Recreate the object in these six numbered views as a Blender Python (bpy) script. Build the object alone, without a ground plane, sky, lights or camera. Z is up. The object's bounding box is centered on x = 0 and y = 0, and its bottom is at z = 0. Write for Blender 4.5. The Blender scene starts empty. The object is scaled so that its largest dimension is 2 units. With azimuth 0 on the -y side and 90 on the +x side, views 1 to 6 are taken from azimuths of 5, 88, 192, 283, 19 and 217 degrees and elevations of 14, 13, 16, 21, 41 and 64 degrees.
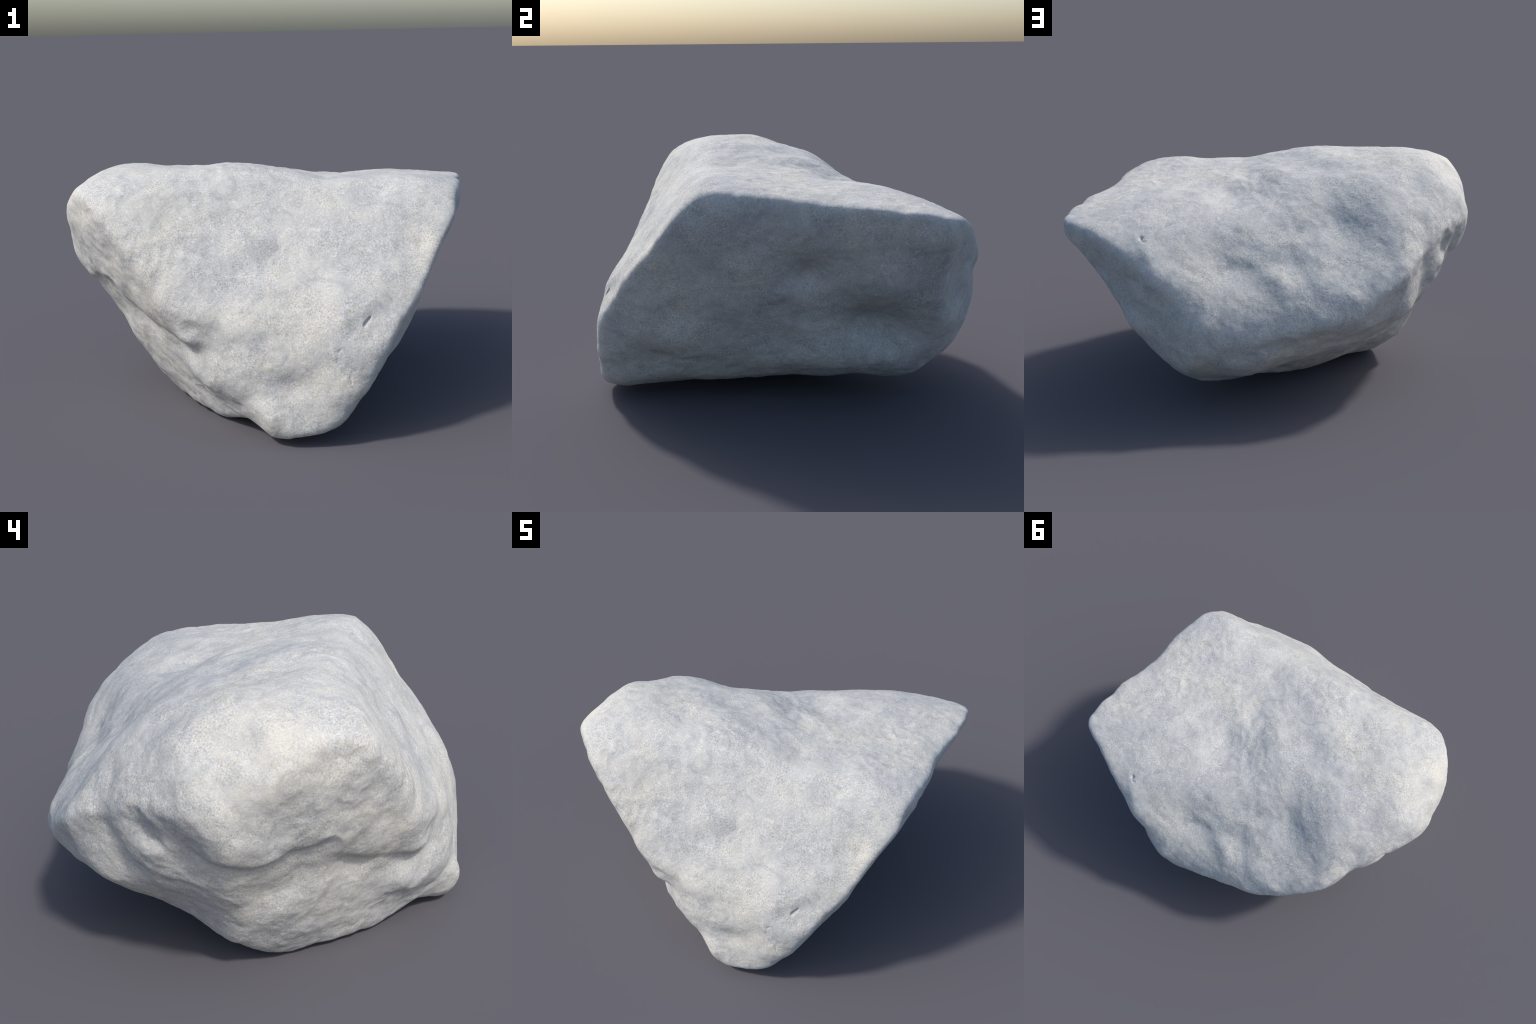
import bpy, bmesh, math
import numpy as np

# ---------------------------------------------------------------- shape rules
HEART = np.array((0.0, 0.0, 0.62))      # every facet is measured from here
EDGE_ROUNDING = 36.0                    # higher = sharper arrises between facets

# broken faces of the boulder: (azimuth, elevation of its normal, distance from the heart)
FACETS = [
    (155, 83, 0.477), (111, -84, 0.564), (83, -24, 0.696), (5, 35, 0.669),
    (-161, 45, 0.552), (-167, 65, 0.500), (-152, -49, 0.645), (-43, -23, 0.764),
    (-111, -29, 0.715), (91, -66, 0.615), (-133, -55, 0.622), (-60, -30, 0.757),
    (-7, 9, 0.793), (151, -13, 0.921), (-165, 21, 0.717), (7, 62, 0.643),
    (94, -34, 0.718), (-101, 38, 0.922), (77, -30, 0.744), (-48, -9, 0.895),
    (-44, 74, 0.701), (-122, 25, 0.862), (15, -6, 0.993), (143, -42, 0.876),
    (-83, -3, 0.994), (84, 22, 1.024), (-169, -6, 0.862), (-36, -69, 0.780),
]
# gentle relief of the faces: (x, y, z, reach, height)
SWELLINGS = [
    (-0.93, -0.16, 0.67, 0.07, 0.024), (-0.84, 0.11, 0.64, 0.07, 0.016), (-0.80, 0.01, 0.51, 0.1, 0.011),
    (-0.77, 0.14, 0.52, 0.07, 0.028), (-0.68, 0.31, 0.48, 0.14, 0.038), (-0.67, -0.51, 0.64, 0.1, 0.012),
    (-0.66, -0.29, 0.34, 0.07, 0.027), (-0.65, -0.10, 1.14, 0.1, 0.015), (-0.65, 0.42, 0.51, 0.07, 0.025),
    (-0.64, -0.45, 1.12, 0.07, 0.008), (-0.64, 0.39, 0.83, 0.07, 0.012), (-0.61, -0.03, 0.18, 0.07, 0.013),
    (-0.61, 0.26, 0.95, 0.14, 0.051), (-0.58, -0.57, 1.04, 0.1, 0.028), (-0.50, 0.15, 1.04, 0.07, 0.023),
    (-0.48, -0.66, 0.58, 0.1, 0.016), (-0.46, 0.67, 0.60, 0.14, 0.022), (-0.45, -0.24, 0.03, 0.07, 0.008),
    (-0.44, -0.10, 0.04, 0.07, 0.018), (-0.27, -0.78, 0.57, 0.07, 0.021), (-0.26, -0.41, 0.02, 0.14, 0.015),
    (-0.20, 0.23, 0.09, 0.1, 0.016), (-0.19, 0.74, 0.61, 0.07, 0.010), (-0.15, -0.50, 0.02, 0.1, 0.042),
    (-0.11, -0.19, 1.13, 0.14, 0.039), (-0.10, -0.81, 0.53, 0.07, 0.027), (-0.07, -0.65, 0.86, 0.07, 0.037),
    (-0.04, -0.30, 0.03, 0.14, 0.051), (0.01, -0.85, 0.36, 0.1, 0.023), (0.02, 0.63, 0.24, 0.1, 0.056),
    (0.07, -0.77, 0.04, 0.1, 0.033), (0.09, -0.49, 0.04, 0.2, 0.009), (0.19, 0.17, 1.07, 0.07, 0.029),
    (0.25, -0.59, 0.92, 0.14, 0.005), (0.29, 0.06, 1.08, 0.07, 0.015), (0.30, -0.17, 0.09, 0.14, 0.021),
    (0.31, -0.75, 0.08, 0.07, 0.027), (0.34, -0.78, 0.64, 0.07, 0.015), (0.38, 0.18, 0.13, 0.07, 0.017),
    (0.39, 0.49, 0.14, 0.1, 0.036), (0.40, 0.79, 0.38, 0.14, 0.017), (0.42, 0.84, 0.71, 0.07, 0.032),
    (0.49, 0.60, 0.95, 0.2, 0.024), (0.50, -0.75, 0.65, 0.14, 0.027), (0.61, -0.53, 0.44, 0.1, 0.050),
    (0.64, 0.68, 0.46, 0.07, 0.034), (0.65, -0.60, 0.54, 0.07, 0.020), (0.65, -0.22, 1.09, 0.14, 0.024),
    (0.78, 0.12, 1.04, 0.07, 0.018), (0.83, 0.33, 1.02, 0.14, 0.014), (0.94, 0.58, 0.86, 0.07, 0.014),
]
HOLLOWS = [
    (-0.93, -0.32, 0.80, 0.07, -0.022), (-0.80, 0.33, 0.76, 0.07, -0.022), (-0.75, 0.14, 1.01, 0.07, -0.017),
    (-0.72, -0.32, 0.45, 0.1, -0.036), (-0.62, 0.60, 0.58, 0.07, -0.026), (-0.59, -0.21, 0.16, 0.07, -0.011),
    (-0.58, -0.51, 0.47, 0.07, -0.024), (-0.57, 0.19, 0.26, 0.1, -0.017), (-0.50, 0.69, 0.54, 0.07, -0.035),
    (-0.43, -0.21, 1.15, 0.1, -0.014), (-0.36, 0.41, 0.89, 0.1, -0.041), (-0.33, 0.25, 1.02, 0.07, -0.009),
    (-0.32, -0.49, 1.10, 0.1, -0.010), (-0.30, -0.70, 0.35, 0.07, -0.014), (-0.25, -0.26, 0.02, 0.07, -0.029),
    (-0.23, -0.56, 0.03, 0.14, -0.027), (-0.23, 0.01, 1.11, 0.07, -0.030), (-0.21, -0.81, 0.45, 0.07, -0.018),
    (-0.20, -0.32, 0.02, 0.07, -0.039), (-0.17, 0.48, 0.89, 0.07, -0.015), (-0.16, -0.12, 0.03, 0.1, -0.031),
    (-0.16, 0.62, 0.77, 0.07, -0.029), (-0.11, -0.66, 0.85, 0.14, -0.033), (-0.10, -0.25, 0.03, 0.14, -0.032),
    (-0.07, -0.40, 0.03, 0.07, -0.026), (-0.07, 0.77, 0.63, 0.09, -0.016), (-0.06, -0.11, 1.12, 0.07, -0.019),
    (-0.03, -0.72, 0.03, 0.07, -0.043), (-0.03, -0.12, 0.04, 0.14, -0.042), (-0.01, -0.21, 0.04, 0.2, -0.043),
    (0.01, -0.59, 0.02, 0.07, -0.095), (0.02, 0.49, 0.14, 0.07, -0.045), (0.02, 0.59, 0.84, 0.2, -0.019),
    (0.05, 0.75, 0.70, 0.1, -0.031), (0.16, 0.72, 0.77, 0.09, -0.032), (0.18, -0.90, 0.12, 0.07, -0.010),
    (0.18, -0.89, 0.28, 0.07, -0.030), (0.19, -0.79, 0.65, 0.07, -0.013), (0.20, 0.23, 1.06, 0.14, -0.063),
    (0.28, -0.33, 1.12, 0.07, -0.021), (0.34, 0.65, 0.16, 0.07, -0.014), (0.37, -0.42, 1.10, 0.1, -0.016),
    (0.40, 0.86, 0.66, 0.07, -0.024), (0.41, 0.17, 1.06, 0.07, -0.009), (0.43, 0.42, 1.02, 0.1, -0.012),
    (0.44, -0.84, 0.52, 0.07, -0.013), (0.46, -0.26, 1.10, 0.07, -0.016), (0.47, -0.64, 0.19, 0.1, -0.052),
    (0.51, -0.38, 0.19, 0.07, -0.021), (0.52, -0.44, 1.07, 0.07, -0.033), (0.57, 0.77, 0.62, 0.1, -0.022),
    (0.59, -0.80, 0.56, 0.1, -0.027), (0.62, -0.20, 0.35, 0.2, -0.054), (0.64, -0.52, 0.50, 0.07, -0.040),
    (0.65, 0.35, 0.32, 0.14, -0.035), (0.66, 0.47, 0.37, 0.10, -0.100), (0.69, -0.60, 0.85, 0.07, -0.016),
    (0.71, 0.36, 0.44, 0.1, -0.110), (0.74, 0.21, 0.51, 0.14, -0.057), (0.78, 0.65, 0.63, 0.14, -0.015),
    (0.82, 0.06, 0.73, 0.07, -0.089), (0.93, 0.01, 1.03, 0.07, -0.015), (0.94, 0.13, 1.01, 0.07, -0.011),
]
# blunt notched far corner, foot of the low end, soft folds on the back slope
DETAILS = [
    (0.95, 0.60, 0.88, 0.050, 0.020), (0.93, 0.57, 0.99, 0.020, -0.007), (0.95, 0.50, 0.90, 0.050, 0.020), (0.96, 0.47, 1.00, 0.035, 0.010),
    (0.95, 0.41, 1.01, 0.020, -0.010), (0.96, 0.31, 1.01, 0.040, 0.008),
    (-0.01, 0.06, 1.09, 0.060, 0.010), (0.20, 0.20, 1.03, 0.060, -0.014), (0.11, 0.37, 0.98, 0.055, 0.008),
    (0.06, 0.51, 0.90, 0.060, 0.014), (-0.02, -0.28, 1.15, 0.035, -0.010), (0.29, -0.24, 1.10, 0.040, -0.007),
    (0.69, 0.36, 1.03, 0.040, -0.008), (0.45, 0.55, 0.98, 0.035, -0.006), (-0.16, -0.76, 0.68, 0.040, -0.009),
    (-0.30, -0.78, 0.51, 0.035, -0.010), (-0.95, 0.00, 0.72, 0.050, -0.012), (-0.90, 0.14, 0.76, 0.040, -0.008),
]
# fuller belly under the back edge, lumps on the low flank, fullness of the blunt end and the back slope
FULLNESS = [
    (-0.05, 0.74, 0.32, 0.070, 0.030), (-0.20, 0.62, 0.31, 0.080, 0.040), (-0.36, 0.51, 0.31, 0.060, 0.020),
    (0.09, 0.75, 0.27, 0.060, 0.020), (-0.33, 0.65, 0.40, 0.050, 0.012), (-0.81, 0.23, 0.63, 0.060, 0.016),
    (-0.69, 0.32, 0.43, 0.060, 0.026), (-0.79, -0.03, 0.46, 0.050, 0.018), (-0.42, -0.72, 0.57, 0.060, 0.018),
    (-0.24, -0.70, 0.25, 0.060, 0.022), (-0.33, -0.72, 0.45, 0.050, 0.020), (-0.13, -0.79, 0.23, 0.050, 0.015),
    (-0.53, -0.57, 0.52, 0.050, 0.016), (-0.55, -0.26, 0.16, 0.050, 0.018), (0.42, -0.87, 0.29, 0.060, 0.018),
    (0.03, -0.87, 0.15, 0.050, 0.016), (-0.93, -0.05, 0.95, 0.070, 0.022), (-0.79, -0.41, 1.10, 0.060, 0.020),
    (-0.62, 0.07, 1.08, 0.050, 0.018), (0.48, 0.76, 0.85, 0.045, 0.018), (0.12, 0.64, 0.75, 0.055, 0.020),
    (0.56, 0.76, 0.62, 0.060, 0.022), (0.20, 0.88, 0.52, 0.040, 0.016), (-0.45, 0.67, 0.61, 0.050, 0.018),
    (-0.32, 0.66, 0.67, 0.045, 0.014), (0.78, 0.67, 0.73, 0.050, -0.016), (0.54, 0.44, 0.32, 0.070, 0.030),
    (0.81, 0.39, 0.65, 0.070, 0.030), (0.50, -0.27, 0.21, 0.080, -0.035), (0.46, -0.46, 0.19, 0.060, -0.020),
    (0.88, -0.41, 1.01, 0.050, -0.020), (0.88, 0.09, 0.86, 0.060, -0.012),
    (0.66, 0.33, 0.47, 0.085, 0.062), (0.57, -0.05, 0.30, 0.100, -0.026), (-0.86, 0.16, 0.62, 0.045, 0.014),
    (0.57, 0.42, 0.31, 0.070, 0.045), (0.59, 0.54, 0.34, 0.050, 0.025), (0.86, 0.21, 0.79, 0.050, -0.014),
    (0.00, -0.87, 0.30, 0.055, -0.011), (0.12, -0.87, 0.29, 0.040, -0.008), (0.04, -0.89, 0.15, 0.050, 0.010),
    (-0.19, 0.63, 0.27, 0.050, -0.018), (0.12, 0.80, 0.31, 0.050, 0.014), (-0.03, -0.83, 0.53, 0.045, 0.012),
    (-0.31, -0.68, 0.30, 0.050, 0.014), (-0.33, -0.75, 0.45, 0.045, 0.012), (-0.19, -0.79, 0.31, 0.040, 0.010),
    (-0.85, -0.29, 0.63, 0.045, 0.012), (-0.35, 0.46, 0.83, 0.050, 0.008),
    (0.56, 0.35, 0.41, 0.075, 0.035), (0.82, 0.05, 0.81, 0.055, 0.012), (-0.11, 0.69, 0.68, 0.045, 0.014),
    (0.10, 0.64, 0.78, 0.045, 0.010), (-0.51, 0.34, 0.93, 0.060, 0.008), (0.93, 0.70, 0.92, 0.045, 0.012),
    (-0.84, -0.25, 0.60, 0.050, 0.012), (-0.20, -0.72, 0.22, 0.050, 0.014), (-0.30, -0.66, 0.30, 0.045, 0.014),
]
LUMPS = SWELLINGS + HOLLOWS + DETAILS + FULLNESS
# undercut ledges: reach above the line, reach below it, depth, then the line
LEDGES = [
    (0.026, 0.055, 0.018, (-0.86, 0.10, 0.64), (-0.90, -0.01, 0.64), (-0.91, -0.13, 0.60), (-0.87, -0.20, 0.57),
     (-0.83, -0.26, 0.58), (-0.79, -0.34, 0.61), (-0.70, -0.44, 0.61), (-0.66, -0.50, 0.61)),
    (0.026, 0.050, 0.015, (-0.69, -0.43, 0.57), (-0.56, -0.51, 0.48), (-0.43, -0.62, 0.43), (-0.32, -0.71, 0.41),
     (-0.27, -0.77, 0.45), (-0.19, -0.81, 0.49)),
    (0.026, 0.050, 0.014, (-0.80, 0.35, 0.74), (-0.78, 0.31, 0.64), (-0.79, 0.25, 0.56), (-0.80, 0.16, 0.51),
     (-0.80, 0.02, 0.47), (-0.81, -0.11, 0.47)),
    (0.020, 0.040, 0.020, (-0.88, 0.20, 0.81), (-0.88, 0.15, 0.74), (-0.86, 0.11, 0.64)),
]
# short split cracks
CRACKS = [
    (0.0050, 0.012, (0.440, -0.838, 0.543), (0.483, -0.813, 0.589)),
    (0.0030, 0.005, (0.333, -0.872, 0.442), (0.352, -0.868, 0.468)),
    (0.0030, 0.005, (0.361, -0.806, 0.630), (0.405, -0.795, 0.644)),
    (0.0040, 0.005, (0.383, -0.882, 0.346), (0.392, -0.884, 0.302)),
    (0.0048, 0.010, (0.549, 0.707, 0.912), (0.535, 0.734, 0.888)),
    (0.0035, 0.006, (0.535, 0.734, 0.888), (0.512, 0.733, 0.886)),
]



def compass(azimuth, elevation):
    a, e = np.radians(azimuth), np.radians(elevation)
    return np.array((math.sin(a) * math.cos(e), -math.cos(a) * math.cos(e), math.sin(e)))


# ---------------------------------------------------------------- noise in numpy
def lattice(ix, iy, iz, seed):
    h = (ix * 374761393 + iy * 668265263 + iz * 1274126177 + seed * 974711) & 0xFFFFFFFF
    h = ((h ^ (h >> 13)) * 1103515245) & 0xFFFFFFFF
    h = ((h ^ (h >> 16)) * 2246822519) & 0xFFFFFFFF
    return ((h ^ (h >> 15)) & 0xFFFFFF) / float(0xFFFFFF) * 2 - 1


def value_noise(p, scale, seed):
    q = p * scale
    f = np.floor(q).astype(np.int64)
    t = q - f
    t = t * t * t * (t * (t * 6 - 15) + 10)
    out = 0
    for dx in (0, 1):
        for dy in (0, 1):
            for dz in (0, 1):
                w = (t[:, 0] if dx else 1 - t[:, 0]) * (t[:, 1] if dy else 1 - t[:, 1]) * (t[:, 2] if dz else 1 - t[:, 2])
                out = out + w * lattice(f[:, 0] + dx, f[:, 1] + dy, f[:, 2] + dz, seed)
    return out


def layered(p, scale, octaves, seed, fall=0.5):
    turn = np.array(((0.80, 0.60, 0), (-0.48, 0.64, 0.60), (0.36, -0.48, 0.80)))
    out, amp, q = 0, 1.0, p
    for k in range(octaves):
        q = q @ turn.T + 3.7
        out = out + amp * value_noise(q, scale * 2 ** k, seed + k)
        amp *= fall
    return out


# ---------------------------------------------------------------- the stone's surface
def facet_radius(d):
    plane = np.stack([compass(a, e) / r for a, e, r in FACETS])
    t = np.maximum(d @ plane.T, 1e-6)
    m = t.max(1, keepdims=True)
    return 1 / (m[:, 0] * ((t / m) ** EDGE_ROUNDING).sum(1) ** (1 / EDGE_ROUNDING))


def lay_on_surface(p, line):
    """drop a line's points onto the stone"""
    d = (p - HEART) / np.linalg.norm(p - HEART, axis=1)[:, None]
    return [p[np.argmax(d @ ((q - HEART) / np.linalg.norm(q - HEART)))] for q in np.array(line, float)]


def distance_to_line(p, line):
    """distance, position along the line (0..1), and how far above it"""
    best = np.full(len(p), 9.0)
    where, above = np.zeros(len(p)), np.zeros(len(p))
    line = np.array(line, float)
    n = len(line) - 1
    for k in range(n):
        a, b = line[k], line[k + 1]
        t = np.clip(((p - a) @ (b - a)) / ((b - a) @ (b - a)), 0, 1)
        q = p - (a + t[:, None] * (b - a))
        dist = np.linalg.norm(q, axis=1)
        closer = dist < best
        best = np.where(closer, dist, best)
        where = np.where(closer, (k + t) / n, where)
        above = np.where(closer, q[:, 2], above)
    return best, where, above


def fade_ends(along):
    return np.clip(np.sin(np.pi * along) * 1.8, 0, 1)


def stone_points(d):
    """facets, then swellings and hollows, then broad roughness"""
    r = facet_radius(d)
    p = HEART + d * r[:, None]
    for x, y, z, size, height in LUMPS:
        r = r + height * np.exp(-((p - (x, y, z)) ** 2).sum(1) / (2 * size * size))
    r = r + 0.010 * layered(p, 4.0, 3, 11)
    return HEART + d * r[:, None]


def weather(p, normal):
    """ledges, cracks, chipping and pits, all cut square to the surface"""
    cut = np.zeros(len(p))
    # ledges wander and fade so that they do not look drawn
    sway = np.stack([layered(p, 7.0, 2, 50 + k) for k in range(3)], 1) * 0.015
    patchy = np.clip(0.75 + 0.45 * layered(p, 6.0, 2, 71), 0, 1.2)
    for up, down, depth, *line in LEDGES:
        dist, along, above = distance_to_line(p + sway, lay_on_surface(p, line))
        side = 0.5 + 0.5 * np.tanh(above / 0.024)
        reach = up * side + down * (1 - side)
        cut -= depth * patchy * np.exp(-dist ** 2 / (2 * reach * reach)) * fade_ends(along)
    for width, depth, *line in CRACKS:
        dist, along, above = distance_to_line(p + sway * 0.08, lay_on_surface(p, line))
        taper = 0.15 + 0.85 * np.sin(np.pi * along ** 0.7)
        cut -= depth * np.exp(-dist ** 2 / (2 * (width * taper) ** 2)) * fade_ends(along)
    crease = 1 - np.abs(layered(p, 8.0, 3, 83))
    rough = np.clip(0.75 + 0.7 * layered(p, 2.6, 2, 61), 0.35, 1.2)
    cut += rough * (0.0040 * (crease - 0.75) + 0.0016 * layered(p, 15.0, 2, 97)) + 0.0010 * layered(p, 30.0, 3, 31)
    return p + normal * cut[:, None]


def build_mesh():
    bm = bmesh.new()
    bmesh.ops.create_icosphere(bm, subdivisions=9, radius=1.0)
    mesh = bpy.data.meshes.new("boulder")
    bm.to_mesh(mesh)
    bm.free()
    d = np.empty(len(mesh.vertices) * 3, np.float32)
    mesh.vertices.foreach_get("co", d)
    d = d.reshape(-1, 3).astype(float)
    d /= np.linalg.norm(d, axis=1)[:, None]
    p = stone_points(d)
    mesh.vertices.foreach_set("co", p.astype(np.float32).ravel())
    mesh.update()
    normal = np.empty(len(p) * 3, np.float32)
    mesh.vertex_normals.foreach_get("vector", normal)
    p = weather(p, normal.reshape(-1, 3))
    p[:, 2] -= p[:, 2].min()
    mesh.vertices.foreach_set("co", p.astype(np.float32).ravel())
    mesh.polygons.foreach_set("use_smooth", np.ones(len(mesh.polygons), bool))
    mesh.update()
    return mesh


# ---------------------------------------------------------------- material
def stone_material():
    mat = bpy.data.materials.new("pale_limestone")
    mat.use_nodes = True
    nt = mat.node_tree
    N, L = nt.nodes, nt.links
    N.clear()

    def node(kind, **kw):
        n = N.new(kind)
        for k, v in kw.items():
            if k in n.inputs:
                n.inputs[k].default_value = v
            else:
                setattr(n, k, v)
        return n

    out = node("ShaderNodeOutputMaterial")
    bsdf = node("ShaderNodeBsdfPrincipled", Roughness=0.85)
    bsdf.inputs["Specular IOR Level"].default_value = 0.25
    L.new(bsdf.outputs[0], out.inputs[0])
    tc = node("ShaderNodeTexCoord")
    obj = tc.outputs["Object"]

    def noise(scale, detail=3.0, rough=0.55, dist=0.0, offset=0.0):
        mp = node("ShaderNodeMapping")
        mp.inputs["Location"].default_value = (offset, offset * 1.7, -offset)
        L.new(obj, mp.inputs[0])
        n = node("ShaderNodeTexNoise", Scale=scale, Detail=detail, Roughness=rough, Distortion=dist)
        L.new(mp.outputs[0], n.inputs["Vector"])
        return n.outputs["Fac"]

    def ramp(fac, *stops):
        r = node("ShaderNodeValToRGB")
        e = r.color_ramp.elements
        e[0].position, e[0].color = stops[0][0], (*stops[0][1], 1)
        e[1].position, e[1].color = stops[-1][0], (*stops[-1][1], 1)
        for s, c in stops[1:-1]:
            k = e.new(s)
            k.color = (*c, 1)
        L.new(fac, r.inputs[0])
        return r.outputs[0]

    def mix(kind, fac, a, b):
        m = node("ShaderNodeMix", data_type="RGBA", blend_type=kind)
        for slot, v in ((0, fac), (6, a), (7, b)):
            if hasattr(v, "links"):
                L.new(v, m.inputs[slot])
            else:
                m.inputs[slot].default_value = v if slot == 0 else (*v, 1)
        return m.outputs[2]

    def grey(v):
        return (v, v, v)

    # broad cool / warm clouds
    col = ramp(noise(2.6, 5, 0.6, 0.6), (0.32, (0.435, 0.440, 0.436)), (0.50, (0.497, 0.497, 0.480)), (0.68, (0.542, 0.529, 0.482)))
    # mottling at hand size
    mott = ramp(noise(9, 6, 0.70, 1.4, 5.0), (0.28, (0.76, 0.775, 0.80)), (0.50, grey(1.0)), (0.72, (1.14, 1.125, 1.09)))
    col = mix("MULTIPLY", 1.0, col, mott)
    # salt-and-pepper grain, stronger in patches
    patch = ramp(noise(6.0, 4, 0.6, 0.8, 9.0), (0.36, grey(0.30)), (0.60, grey(1.0)))
    grain = ramp(noise(140, 3, 0.75, 0.0, 2.0), (0.28, grey(0.56)), (0.5, grey(1.0)), (0.72, grey(1.34)))
    col = mix("MULTIPLY", patch, col, grain)
    tint = ramp(noise(95, 3, 0.7, 0.0, 7.0), (0.34, (0.95, 0.98, 1.06)), (0.5, grey(1.0)), (0.66, (1.07, 1.00, 0.88)))
    col = mix("MULTIPLY", patch, col, tint)
    # whitish flecks and a few short pale scrapes
    fleck = ramp(noise(38, 3, 0.6, 1.5, 21.0), (0.59, grey(0.0)), (0.73, grey(0.7)))
    col = mix("MIX", fleck, col, (0.66, 0.66, 0.65))
    for turn, off in (((0.5, 0.9, 0.3), 1.0), ((-0.7, 0.4, 1.1), 8.0), ((0.2, -1.0, 2.1), 15.0)):
        mp = node("ShaderNodeMapping")
        mp.inputs["Rotation"].default_value = turn
        mp.inputs["Scale"].default_value = (9, 62, 62)
        mp.inputs["Location"].default_value = (off, off, off)
        L.new(obj, mp.inputs[0])
        n = node("ShaderNodeTexNoise", Scale=1.0, Detail=1.0, Roughness=0.5, Distortion=1.8)
        L.new(mp.outputs[0], n.inputs["Vector"])
        dash = ramp(n.outputs["Fac"], (0.715, grey(0.0)), (0.78, grey(0.6)))
        rare = ramp(noise(4.5, 2, 0.5, 0.5, off + 3.0), (0.48, grey(0.0)), (0.58, grey(1.0)))
        col = mix("MIX", mix("MULTIPLY", 1.0, dash, rare), col, (0.66, 0.67, 0.68))
    L.new(col, bsdf.inputs["Base Color"])
    # fine bump
    b = node("ShaderNodeBump", Strength=0.35, Distance=0.004)
    L.new(noise(110, 4, 0.65, 0, 3.0), b.inputs["Height"])
    L.new(b.outputs[0], bsdf.inputs["Normal"])
    return mat


mesh = build_mesh()
boulder = bpy.data.objects.new("boulder", mesh)
bpy.context.scene.collection.objects.link(boulder)
mesh.materials.append(stone_material())
boulder["label"] = "pale grey angular boulder with rounded edges and smooth dents"
boulder["category"] = "rock"
